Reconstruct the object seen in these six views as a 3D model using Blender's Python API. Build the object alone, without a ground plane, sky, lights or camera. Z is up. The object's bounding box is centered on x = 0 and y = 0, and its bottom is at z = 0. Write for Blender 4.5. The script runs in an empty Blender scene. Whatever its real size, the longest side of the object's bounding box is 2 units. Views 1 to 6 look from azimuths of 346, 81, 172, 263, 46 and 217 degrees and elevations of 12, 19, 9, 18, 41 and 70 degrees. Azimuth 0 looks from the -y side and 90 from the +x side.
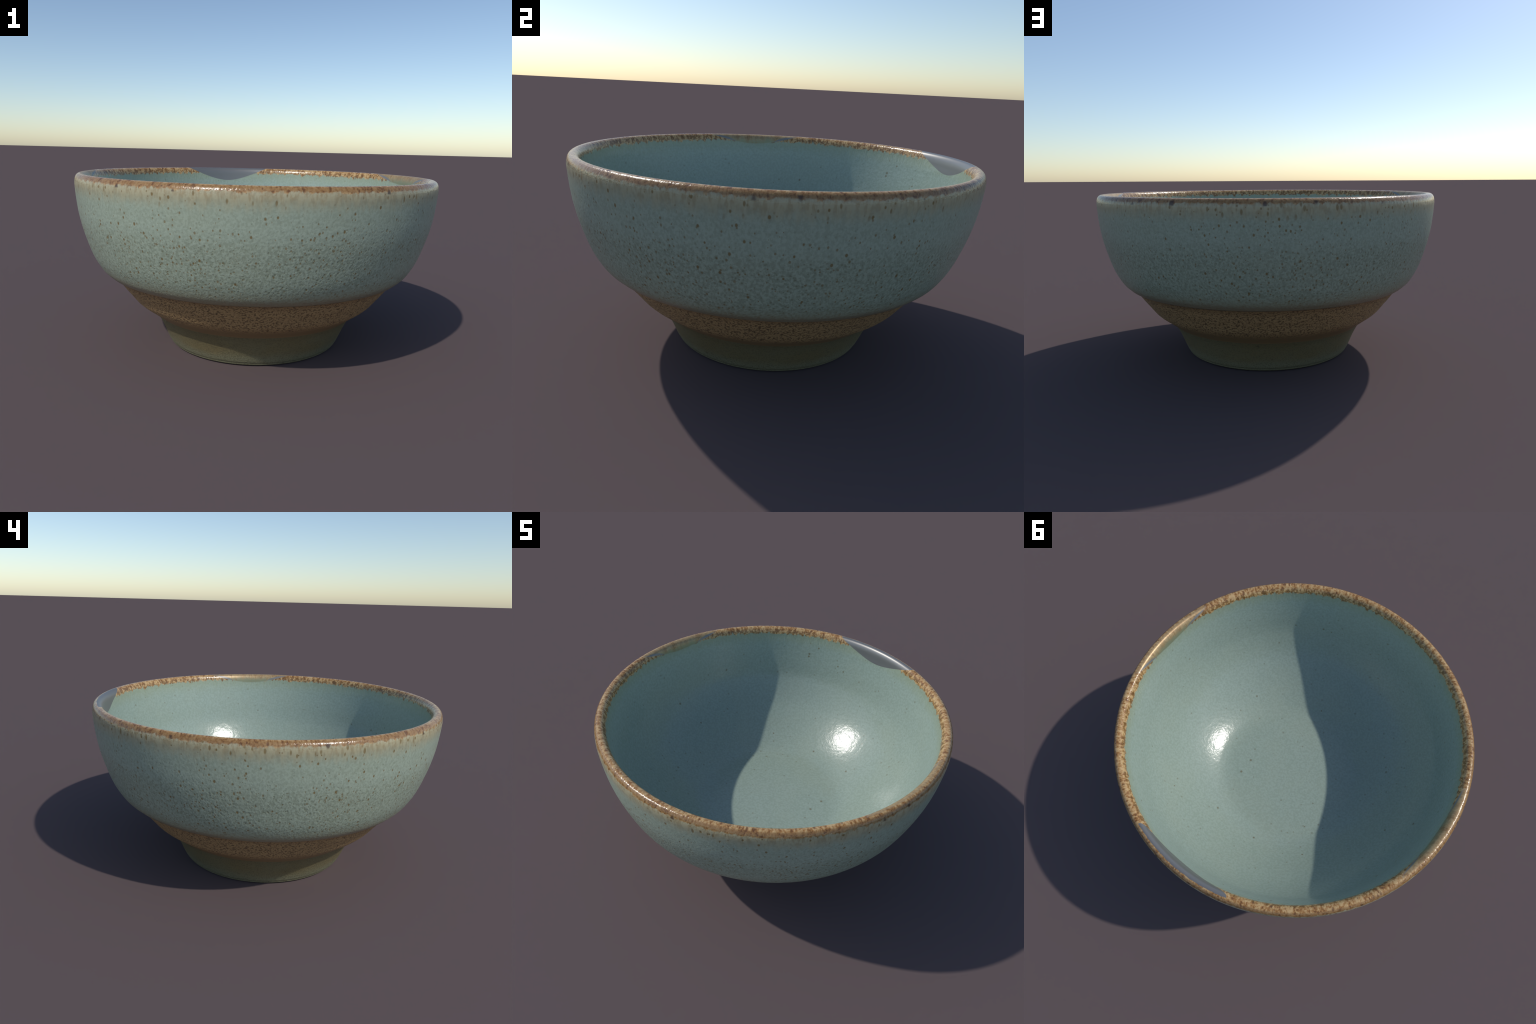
"""Hand-thrown stoneware bowl: celadon glaze, speckled rust rim, toasted clay waist, foot ring.

One closed profile is revolved; the faces are then separated by region into the
parts (rim, interior, wall, waist band, foot, base).  Three chord-like places at
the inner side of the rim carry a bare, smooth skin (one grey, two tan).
"""
import bpy, math
import numpy as np

# ------------------------------------------------------------------ profile
# (radius, height) stations, from the centre of the underside, up the outside,
# over the rim and down the inside to the centre of the floor.
UNDERSIDE = [(0.0, 0.050), (0.20, 0.050), (0.365, 0.047), (0.392, 0.034), (0.404, 0.012), (0.416, 0.002), (0.432, 0.0)]
FOOT = [(0.466, 0.0), (0.493, 0.0010), (0.5025, 0.0060), (0.5070, 0.0135), (0.5070, 0.0165), (0.5115, 0.021), (0.5205, 0.040),
        (0.5290, 0.060), (0.5370, 0.080), (0.5455, 0.100), (0.5545, 0.120), (0.5645, 0.140),
        (0.5750, 0.160), (0.5870, 0.178)]
WAIST = [(0.5945, 0.1885), (0.606, 0.1985), (0.6185, 0.208), (0.6325, 0.2190), (0.660, 0.2400), (0.6865, 0.2600), (0.7075, 0.2800),
         (0.7235, 0.3000), (0.7385, 0.3200), (0.7545, 0.3400), (0.7700, 0.3600),
         (0.7845, 0.3800), (0.7985, 0.3980), (0.8100, 0.4095), (0.8220, 0.4195)]
WALL = [(0.8280, 0.4250), (0.8340, 0.4275), (0.8455, 0.4330), (0.8545, 0.4410), (0.8745, 0.4600), (0.8890, 0.4800), (0.9010, 0.5000),
        (0.9120, 0.5200), (0.9215, 0.5400), (0.9370, 0.5800), (0.9500, 0.6200),
        (0.9620, 0.6600), (0.9725, 0.7000), (0.9810, 0.7400), (0.9880, 0.7800),
        (0.9928, 0.8200), (0.9966, 0.8600), (0.9990, 0.8950), (1.0000, 0.9150)]
RIM = [(0.9993, 0.9300), (0.9965, 0.9450), (0.9910, 0.9565), (0.9830, 0.9640), (0.9720, 0.9675),
       (0.9610, 0.9655), (0.9510, 0.9580), (0.9435, 0.9450), (0.9393, 0.9280), (0.9362, 0.9080)]
INTERIOR = [(0.9310, 0.8800), (0.9235, 0.8350), (0.9065, 0.7500), (0.8790, 0.6380), (0.8435, 0.5610),
            (0.7875, 0.4755), (0.7000, 0.3860), (0.6000, 0.3085), (0.5300, 0.2665), (0.4800, 0.2445), (0.4400, 0.2345),
            (0.3900, 0.2310), (0.3000, 0.2305), (0.1500, 0.2305), (0.0, 0.2305)]
SECTIONS = [("base", UNDERSIDE), ("foot", FOOT), ("waist_band", WAIST), ("wall", WALL), ("rim", RIM), ("interior", INTERIOR)]
SEGMENTS = 384


def smooth_profile():
    """Monotone cubic through the stations, resampled finely; returns points and section borders."""
    pts = np.array([p for _, s in SECTIONS for p in s], float)
    t = np.r_[0, np.cumsum(np.hypot(*np.diff(pts, axis=0).T))]

    def tangents(y):
        h, d = np.diff(t), np.diff(y) / np.diff(t)
        m = np.zeros(len(y))
        for i in range(1, len(y) - 1):
            if d[i - 1] * d[i] > 0:
                w1, w2 = 2 * h[i] + h[i - 1], h[i] + 2 * h[i - 1]
                m[i] = (w1 + w2) / (w1 / d[i - 1] + w2 / d[i])
        m[0], m[-1] = d[0], d[-1]
        return m

    mr, mz = tangents(pts[:, 0]), tangents(pts[:, 1])
    out, borders, n = [], [], 0
    ends = np.cumsum([len(s) for _, s in SECTIONS]) - 1
    for i in range(len(pts) - 1):
        h = t[i + 1] - t[i]
        k = max(1, int(math.ceil(h / 0.0085)))
        for j in range(k):
            u = j / k
            a, b, c, d = 2 * u**3 - 3 * u**2 + 1, u**3 - 2 * u**2 + u, -2 * u**3 + 3 * u**2, u**3 - u**2
            out.append((a * pts[i, 0] + b * h * mr[i] + c * pts[i + 1, 0] + d * h * mr[i + 1],
                        a * pts[i, 1] + b * h * mz[i] + c * pts[i + 1, 1] + d * h * mz[i + 1]))
        if i + 1 in ends:
            borders.append(len(out))
    out.append(tuple(pts[-1]))
    return np.array(out), borders


# ------------------------------------------------------------------ node kit
class Nodes:
    def __init__(self, name):
        self.mat = bpy.data.materials.new(name)
        self.mat.use_nodes = True
        self.t = self.mat.node_tree
        self.t.nodes.clear()
        self.out = self.t.nodes.new("ShaderNodeOutputMaterial")
        co = self.t.nodes.new("ShaderNodeTexCoord")
        self.co = co.outputs["Object"]
        sep = self.t.nodes.new("ShaderNodeSeparateXYZ")
        self.link(self.co, sep.inputs[0])
        self.x, self.y, self.z = sep.outputs
        self.r = self.math("SQRT", self.math("ADD", self.math("MULTIPLY", self.x, self.x), self.math("MULTIPLY", self.y, self.y)))

    def link(self, a, b):
        self.t.links.new(a, b)

    def put(self, sock, v):
        if isinstance(v, bpy.types.NodeSocket):
            self.link(v, sock)
        elif isinstance(v, tuple) and sock.type == "RGBA":
            sock.default_value = (*v[:3], 1)
        else:
            sock.default_value = v

    def math(self, op, a, b=0.0, c=0.0, clamp=False):
        n = self.t.nodes.new("ShaderNodeMath")
        n.operation, n.use_clamp = op, clamp
        for s, v in zip(n.inputs, (a, b, c)):
            self.put(s, v)
        return n.outputs[0]

    def add(self, a, b): return self.math("ADD", a, b)
    def sub(self, a, b): return self.math("SUBTRACT", a, b)
    def mul(self, a, b): return self.math("MULTIPLY", a, b)

    def step(self, v, lo, hi, smooth=True):
        """0 at lo, 1 at hi (lo may exceed hi)."""
        n = self.t.nodes.new("ShaderNodeMapRange")
        n.interpolation_type = "SMOOTHSTEP" if smooth else "LINEAR"
        if not smooth:
            n.clamp = True
        flip = lo > hi
        if flip:
            lo, hi = hi, lo
        self.put(n.inputs[0], v)
        n.inputs[1].default_value, n.inputs[2].default_value = lo, hi
        n.inputs[3].default_value, n.inputs[4].default_value = (1, 0) if flip else (0, 1)
        return n.outputs[0]

    def band(self, v, a, b, c, d):
        return self.mul(self.step(v, a, b), self.step(v, d, c))

    def mix(self, f, a, b, mode="MIX"):
        n = self.t.nodes.new("ShaderNodeMix")
        n.data_type, n.blend_type = "RGBA", mode
        self.put(n.inputs[0], f)
        self.put(n.inputs[6], a)
        self.put(n.inputs[7], b)
        return n.outputs[2]

    def vec(self, x, y, z):
        n = self.t.nodes.new("ShaderNodeCombineXYZ")
        for s, v in zip(n.inputs, (x, y, z)):
            self.put(s, v)
        return n.outputs[0]

    def scaled(self, v, sx, sy, sz, off=(0, 0, 0)):
        n = self.t.nodes.new("ShaderNodeMapping")
        self.link(v, n.inputs[0])
        n.inputs["Scale"].default_value = (sx, sy, sz)
        n.inputs["Location"].default_value = off
        return n.outputs[0]

    def noise(self, v, scale, detail=2.0, rough=0.5, dist=0.0):
        n = self.t.nodes.new("ShaderNodeTexNoise")
        self.link(v, n.inputs["Vector"])
        for k, val in (("Scale", scale), ("Detail", detail), ("Roughness", rough), ("Distortion", dist)):
            n.inputs[k].default_value = val
        return n.outputs[0]

    def cells(self, v, scale):
        """Voronoi: distance to the cell point, two random numbers per cell."""
        n = self.t.nodes.new("ShaderNodeTexVoronoi")
        self.link(v, n.inputs["Vector"])
        n.inputs["Scale"].default_value = scale
        s = self.t.nodes.new("ShaderNodeSeparateColor")
        self.link(n.outputs["Color"], s.inputs[0])
        return n.outputs["Distance"], s.outputs[0], s.outputs[1]

    def specks(self, v, scale, share, radius, soft=0.45):
        """Mask of soft round spots in `share` of the cells, of varied size."""
        d, p, q = self.cells(v, scale)
        keep = self.step(self.sub(share, p), -0.02, 0.02)
        rad = self.mul(self.add(0.45, q), radius)
        return self.mul(self.step(self.math("DIVIDE", d, rad), 1.0, soft), keep)

    def around(self, stretch):
        """Coordinates in which noise runs as streaks up the wall and across the lip."""
        k = self.mul(self.add(self.z, self.sub(1.0, self.r)), stretch)
        return self.vec(self.math("DIVIDE", self.x, self.r), self.math("DIVIDE", self.y, self.r), k)

    def over_lip(self, stretch):
        """Like around(), with the way across the rounded lip as third axis."""
        phi = self.math("ARCTAN2", self.sub(self.z, 0.935), self.sub(self.r, 0.970))
        return self.vec(self.math("DIVIDE", self.x, self.r), self.math("DIVIDE", self.y, self.r), self.mul(phi, 0.034 * stretch))

    def finish(self, color, rough, height=None, strength=0.3, distance=0.01, metallic=0.0, spec=0.5):
        p = self.t.nodes.new("ShaderNodeBsdfPrincipled")
        self.put(p.inputs["Base Color"], color)
        self.put(p.inputs["Roughness"], rough)
        self.put(p.inputs["Metallic"], metallic)
        self.put(p.inputs["Specular IOR Level"], spec)
        if height is not None:
            b = self.t.nodes.new("ShaderNodeBump")
            self.put(b.inputs["Strength"], strength)
            b.inputs["Distance"].default_value = distance
            self.link(height, b.inputs["Height"])
            self.link(b.outputs[0], p.inputs["Normal"])
        self.link(p.outputs[0], self.out.inputs[0])
        return self.mat


def grey(v):
    return (v, v, v)


# ------------------------------------------------------------------ colours
TEAL = (0.340, 0.402, 0.320)
TEAL_DEEP = (0.165, 0.190, 0.132)
TEAL_IN = (0.302, 0.373, 0.317)
TEAL_IN_DEEP = (0.225, 0.285, 0.225)
CREAM = (0.405, 0.350, 0.215)
RUST = (0.310, 0.152, 0.046)
RUST_PALE = (0.500, 0.335, 0.155)
RUST_DARK = (0.110, 0.046, 0.018)
SPECK = (0.175, 0.112, 0.034)
CLAY = (0.395, 0.255, 0.118)
CLAY_DARK = (0.085, 0.048, 0.022)
CLAY_RED = (0.215, 0.137, 0.064)
FOOT_GREEN = (0.168, 0.149, 0.081)
FOOT_OLIVE = (0.168, 0.134, 0.062)
BARE = (0.205, 0.203, 0.195)


def outer_glaze(n):
    """Celadon outside, from the waist to just under the lip."""
    tall = n.scaled(n.co, 1, 1, 0.85)
    fine = n.noise(tall, 88, 2, 0.55)
    coarse = n.noise(n.co, 5, 3, 0.55)
    low = n.step(n.z, 0.90, 0.66)                      # grain grows towards the waist
    dense = n.mul(n.add(0.30, n.mul(low, 0.9)), n.step(n.noise(n.co, 3.1, 2), 0.25, 0.60))
    pit_a = n.specks(tall, 56, n.add(0.15, n.mul(dense, 0.85)), 0.34, soft=0.0)
    pit_b = n.specks(n.scaled(n.co, 1, 1, 0.85, (5, 9, 2)), 78, n.add(0.25, n.mul(dense, 0.85)), 0.38, soft=0.0)
    dip = n.math("MAXIMUM", n.mul(pit_a, 0.95), n.mul(pit_b, 0.6))
    c = n.mix(n.mul(n.step(fine, 0.66, 0.34), n.add(0.30, n.mul(low, 0.21))), TEAL, TEAL_DEEP)
    c = n.mix(n.mul(dip, n.add(0.30, n.mul(low, 0.48))), c, (0.150, 0.158, 0.098))
    c = n.mix(n.mul(n.step(coarse, 0.45, 0.72), 0.22), c, (0.325, 0.362, 0.268))
    c = n.mix(n.mul(n.band(n.add(n.z, n.mul(coarse, 0.05)), 0.74, 0.785, 0.80, 0.86), 0.22), c, (0.365, 0.440, 0.365))
    # runs of thinner glaze below the lip
    run = n.noise(n.around(0.40), 34, 3, 0.6)
    thin = n.noise(n.scaled(n.around(0.35), 1, 1, 1, (4, 1, 0)), 64, 2, 0.5)
    edge = n.add(n.z, n.mul(n.sub(n.add(n.mul(run, 0.6), n.mul(thin, 0.4)), 0.5), 0.09))
    c = n.mix(n.mul(n.step(edge, 0.850, 0.940), 0.85), c, n.mix(n.step(thin, 0.58, 0.36), CREAM, (0.330, 0.245, 0.125)))
    # iron spots
    patchy = n.noise(n.co, 2.3, 1)
    share = n.mul(n.step(patchy, 0.30, 0.66), 0.34)
    s1 = n.specks(n.scaled(n.co, 1, 1, 0.75), 40, n.mul(n.add(share, 0.12), 1.5), 0.22)
    s2 = n.specks(n.scaled(n.co, 1, 1, 0.75, (3, 1, 2)), 62, n.mul(n.add(share, 0.16), n.add(0.35, n.mul(low, 1.5))), 0.29)
    s3 = n.mul(n.specks(n.scaled(n.co, 1, 1, 0.45, (7, 4, 1)), 48, 0.50, 0.30), n.step(n.z, 0.85, 0.91))
    s3 = n.mul(s3, n.step(n.z, 0.955, 0.945))
    spots = n.math("MAXIMUM", n.math("MAXIMUM", n.mul(s1, 0.85), n.mul(s2, 0.65)), n.mul(s3, 0.75))
    c = n.mix(spots, c, SPECK)
    # glaze thins out to clay at the waist
    grainy = n.add(n.z, n.mul(n.sub(fine, 0.5), 0.04))
    c = n.mix(n.mul(n.step(grainy, 0.530, 0.450), 0.62), c, (0.285, 0.272, 0.180))
    c = n.mix(n.mul(n.step(grainy, 0.482, 0.432), 0.85), c, (0.275, 0.218, 0.138))
    c = n.mix(n.mul(n.step(n.z, 0.4290, 0.4250), 0.9), c, CLAY)
    c = n.mix(n.mul(n.band(n.z, 0.4190, 0.4250, 0.4275, 0.4330), 0.50), c, CLAY_DARK)  # shade under the wall's overhang, painted as a dark line along the crease
    h = n.sub(n.mul(n.sub(n.mul(fine, 0.9), n.mul(dip, 0.55)), n.add(0.25, n.mul(low, 0.75))), n.mul(spots, 0.30))
    h = n.add(h, n.mul(run, n.mul(n.step(n.z, 0.85, 0.95), 0.4)))
    return c, h


def skin_masks(n):
    """Where the inner lip is cut by three shallow bows: grey at +y, tan at +x and -x."""
    ragged = n.mul(n.sub(n.noise(n.co, 45, 2), 0.5), 0.010)
    inside = n.mul(n.step(n.z, 0.80, 0.81), n.step(n.add(n.r, ragged), 0.9745, 0.9715))
    ax, ay = n.math("ABSOLUTE", n.x), n.math("ABSOLUTE", n.y)
    across = n.math("DIVIDE", n.math("MINIMUM", ax, ay), n.r)          # sine of the angle from the middle
    near = n.add(n.mul(across, across), 0.0144)
    past_y = n.sub(n.z, n.add(0.845, n.mul(n.math("POWER", near, 0.65), 0.520)))
    past_x = n.sub(n.z, n.add(0.893, n.mul(n.math("POWER", near, 0.75), 0.390)))
    g = n.mul(n.mul(n.step(past_y, -0.0008, 0.0008), inside), n.math("GREATER_THAN", n.y, 0.70))
    s = n.mul(n.mul(n.step(past_x, -0.0030, 0.0050), inside), n.math("GREATER_THAN", ax, 0.72))
    width = n.mul(n.band(across, 0.12, 0.19, 0.21, 0.32), 0.014)
    sliver = n.mul(s, n.step(n.sub(past_x, width), 0.002, -0.002))
    return g, s, sliver


def lip_pattern(n):
    """Rust mottling of the lip: rusty outer shoulder, paler crest, dark drips at the inner edge."""
    st = n.over_lip(0.8)
    big = n.noise(n.over_lip(0.45), 44, 2, 0.55)
    fine = n.noise(n.scaled(st, 1, 1, 1, (2, 5, 1)), 88, 2, 0.55)
    m = n.add(n.mul(big, 0.45), n.mul(fine, 0.55))
    c = n.mix(n.step(m, 0.42, 0.60), RUST, RUST_PALE)
    shoulder = n.mul(n.step(n.r, 0.976, 0.986), n.step(n.z, 0.938, 0.950))
    c = n.mix(n.mul(shoulder, 0.75), c, n.mix(fine, (0.150, 0.074, 0.025), (0.320, 0.180, 0.070)))
    c = n.mix(n.mul(n.step(m, 0.45, 0.36), 0.70), c, RUST_DARK)
    dark = n.specks(n.scaled(st, 1, 1, 0.6, (1, 2, 3)), 50, 0.36, 0.34)
    c = n.mix(n.mul(dark, 0.65), c, RUST_DARK)
    inner = n.mul(n.step(n.r, 0.953, 0.947), n.step(n.add(big, n.mul(fine, 0.4)), 0.78, 0.60))
    c = n.mix(n.mul(inner, 0.65), c, (0.160, 0.085, 0.028))
    return c, m, dark


def inner_glaze(n):
    fine = n.noise(n.co, 75, 3, 0.6)
    coarse = n.noise(n.co, 4, 3, 0.5)
    c = n.mix(n.mul(n.step(fine, 0.62, 0.38), 0.45), TEAL_IN, TEAL_IN_DEEP)
    c = n.mix(n.mul(n.step(coarse, 0.4, 0.7), 0.15), c, (0.33, 0.37, 0.28))
    s = n.specks(n.co, 19, 0.16, 0.14)
    s2 = n.specks(n.scaled(n.co, 1, 1, 1, (4, 2, 9)), 40, 0.12, 0.24)
    c = n.mix(n.math("MAXIMUM", n.mul(s, 0.65), n.mul(s2, 0.35)), c, (0.135, 0.095, 0.035))
    run = n.noise(n.scaled(n.around(1.0), 1, 1, 0.55), 42, 2, 0.6)
    edge = n.add(n.z, n.mul(n.sub(run, 0.5), 0.055))
    c = n.mix(n.mul(n.step(edge, 0.84, 0.932), 0.45), c, (0.25, 0.275, 0.15))
    drip = n.step(edge, 0.923, 0.935)
    return c, fine, drip


def with_skin(n, c, h, rough):
    g, s, sliver = skin_masks(n)
    blot = n.noise(n.around(0.5), 14, 3, 0.6)
    top = n.step(n.add(n.z, n.mul(n.sub(blot, 0.5), 0.07)), 0.915, 0.966)
    tan = n.mix(top, (0.235, 0.250, 0.155), (0.40, 0.29, 0.155))
    tan = n.mix(n.mul(n.step(blot, 0.5, 0.68), 0.6), tan, (0.22, 0.13, 0.055))
    c = n.mix(n.mul(s, n.sub(1.0, n.mul(top, 0.45))), c, tan)
    grey_mask = n.math("MAXIMUM", g, sliver)
    c = n.mix(grey_mask, c, BARE)
    any_skin = n.math("MAXIMUM", g, s)
    keep = n.sub(1.0, any_skin)
    rough = n.add(n.mul(rough, keep), n.mul(any_skin, 0.40))
    return c, keep, rough, n.add(n.mul(g, 0.5), n.mul(s, 0.25))


def make_materials():
    mats = {}
    n = Nodes("celadon_glaze")
    c, h = outer_glaze(n)
    mats["wall"] = n.finish(c, 0.38, h, 0.30, 0.007)

    n = Nodes("rust_lip_glaze")
    lip, m, dark = lip_pattern(n)
    out_c, out_h = outer_glaze(n)
    in_c, in_f, drip = inner_glaze(n)
    outside = n.step(n.r, 0.966, 0.970)
    run = n.noise(n.around(0.5), 36, 3, 0.6)
    upper = n.step(n.add(n.z, n.mul(n.sub(run, 0.5), 0.040)), 0.940, 0.949)
    outer = n.mix(upper, out_c, lip)
    inner = n.mix(drip, in_c, lip)
    c = n.mix(outside, inner, outer)
    h = n.sub(m, n.mul(dark, 0.12))
    drops = n.specks(n.scaled(n.around(1.0), 1, 1, 0.40, (3, 8, 2)), 27, 0.34, 0.32)
    drops = n.mul(n.mul(drops, outside), n.band(n.z, 0.930, 0.938, 0.953, 0.960))
    c = n.mix(n.mul(drops, 0.85), c, (0.055, 0.026, 0.016))
    c, keep, rough, metal = with_skin(n, c, h, 0.24)
    mats["rim"] = n.finish(c, rough, h, n.mul(keep, 0.36), 0.008, metal)

    n = Nodes("celadon_inner_glaze")
    c, f, drip = inner_glaze(n)
    lip, m, dark = lip_pattern(n)
    c = n.mix(drip, c, lip)
    c, keep, rough, metal = with_skin(n, c, f, 0.22)
    swell = n.add(n.mul(n.noise(n.co, 25, 3, 0.6), 1.2), n.mul(f, 0.35))
    mats["interior"] = n.finish(c, rough, swell, n.mul(keep, 0.17), 0.008, metal)

    n = Nodes("toasted_clay")
    fine = n.noise(n.co, 105, 2, 0.5)
    pits = n.specks(n.co, 58, 0.75, 0.40, soft=0.1)
    smooth = n.step(n.z, 0.255, 0.225)
    g = n.mul(n.step(fine, 0.54, 0.34), n.sub(1.0, n.mul(smooth, 0.8)))
    c = n.mix(n.mul(g, 0.80), CLAY, CLAY_DARK)
    c = n.mix(n.mul(pits, n.mul(n.sub(1.0, smooth), 0.75)), c, CLAY_DARK)
    c = n.mix(n.mul(smooth, 0.8), c, CLAY_RED)
    h = n.mul(n.sub(fine, n.mul(pits, 0.4)), n.sub(1.0, n.mul(smooth, 0.75)))
    c = n.mix(n.step(n.z, 0.1905, 0.1875), c, FOOT_GREEN)
    mats["waist_band"] = n.finish(c, 0.62, h, 0.50, 0.008)

    n = Nodes("olive_foot_clay")
    fine = n.noise(n.co, 135, 3, 0.65)
    wave = n.noise(n.scaled(n.co, 1, 1, 2.5), 4, 3, 0.5)
    c = n.mix(n.step(wave, 0.35, 0.65), n.mix(0.35, FOOT_GREEN, FOOT_OLIVE), FOOT_OLIVE)
    c = n.mix(n.step(n.add(n.z, n.mul(n.sub(wave, 0.5), 0.04)), 0.085, 0.035), c, (0.182, 0.174, 0.104))
    c = n.mix(n.mul(n.step(fine, 0.54, 0.36), 0.65), c, (0.09, 0.08, 0.04))
    sp = n.specks(n.co, 26, 0.10, 0.22)
    c = n.mix(n.mul(sp, 0.6), c, (0.08, 0.06, 0.03))
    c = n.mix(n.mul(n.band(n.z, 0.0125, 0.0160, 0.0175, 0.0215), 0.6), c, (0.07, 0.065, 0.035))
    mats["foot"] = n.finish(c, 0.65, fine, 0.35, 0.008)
    n = Nodes("base_clay")
    fine = n.noise(n.co, 70, 3, 0.6)
    mats["base"] = n.finish(n.mix(fine, FOOT_OLIVE, CLAY), 0.75, fine, 0.3, 0.008)
    return mats


# ------------------------------------------------------------------ geometry
def build():
    prof, borders = smooth_profile()
    m = len(prof)
    ang = np.arange(SEGMENTS) * 2 * math.pi / SEGMENTS
    ca, sa = np.cos(ang), np.sin(ang)
    # profile normals -> whole-body vertex normals (outward for this winding)
    d = np.gradient(prof, axis=0)
    nr, nz = d[:, 1], -d[:, 0]
    ln = np.hypot(nr, nz)
    nr, nz = nr / ln, nz / ln
    nr[0], nz[0], nr[-1], nz[-1] = 0, -1, 0, 1

    mats = make_materials()
    root = bpy.data.objects.new("stoneware_bowl", None)
    root.empty_display_size = 0.3
    root["label"] = "footed stoneware bowl, speckled celadon glaze, rust rim"
    root["category"] = "bowl"
    bpy.context.collection.objects.link(root)

    names = [s for s, _ in SECTIONS]
    start = 0
    for i, name in enumerate(names):
        # a section owns the rings up to the first station of the next one
        stop = (borders[i] + step_after(prof, borders, i)) if i < len(names) - 1 else m - 1
        rings = range(start, stop + 1)
        verts, normals, rows = [], [], []
        for k in rings:
            if prof[k, 0] < 1e-6:
                rows.append([len(verts)])
                verts.append((0, 0, prof[k, 1]))
                normals.append((0, 0, nz[k]))
            else:
                rows.append(list(range(len(verts), len(verts) + SEGMENTS)))
                verts += [(prof[k, 0] * a, prof[k, 0] * b, prof[k, 1]) for a, b in zip(ca, sa)]
                normals += [(nr[k] * a, nr[k] * b, nz[k]) for a, b in zip(ca, sa)]
        faces = []
        for lo, hi in zip(rows[:-1], rows[1:]):
            for j in range(SEGMENTS):
                q = (j + 1) % SEGMENTS
                if len(lo) == 1:
                    faces.append((lo[0], hi[q], hi[j]))
                elif len(hi) == 1:
                    faces.append((lo[j], lo[q], hi[0]))
                else:
                    faces.append((lo[j], lo[q], hi[q], hi[j]))
        me = bpy.data.meshes.new(name)
        me.from_pydata(verts, [], faces)
        me.polygons.foreach_set("use_smooth", [True] * len(faces))
        me.normals_split_custom_set_from_vertices(normals)
        me.materials.append(mats[name])
        ob = bpy.data.objects.new(name, me)
        ob.parent = root
        bpy.context.collection.objects.link(ob)
        start = stop


def step_after(prof, borders, i):
    """Rings between the last station of section i and the first of the next."""
    pts = [p for _, s in SECTIONS for p in s]
    count = sum(len(s) for _, s in SECTIONS[: i + 1])
    a, b = pts[count - 1], pts[count]
    return max(1, int(math.ceil(math.hypot(a[0] - b[0], a[1] - b[1]) / 0.0085)))


build()
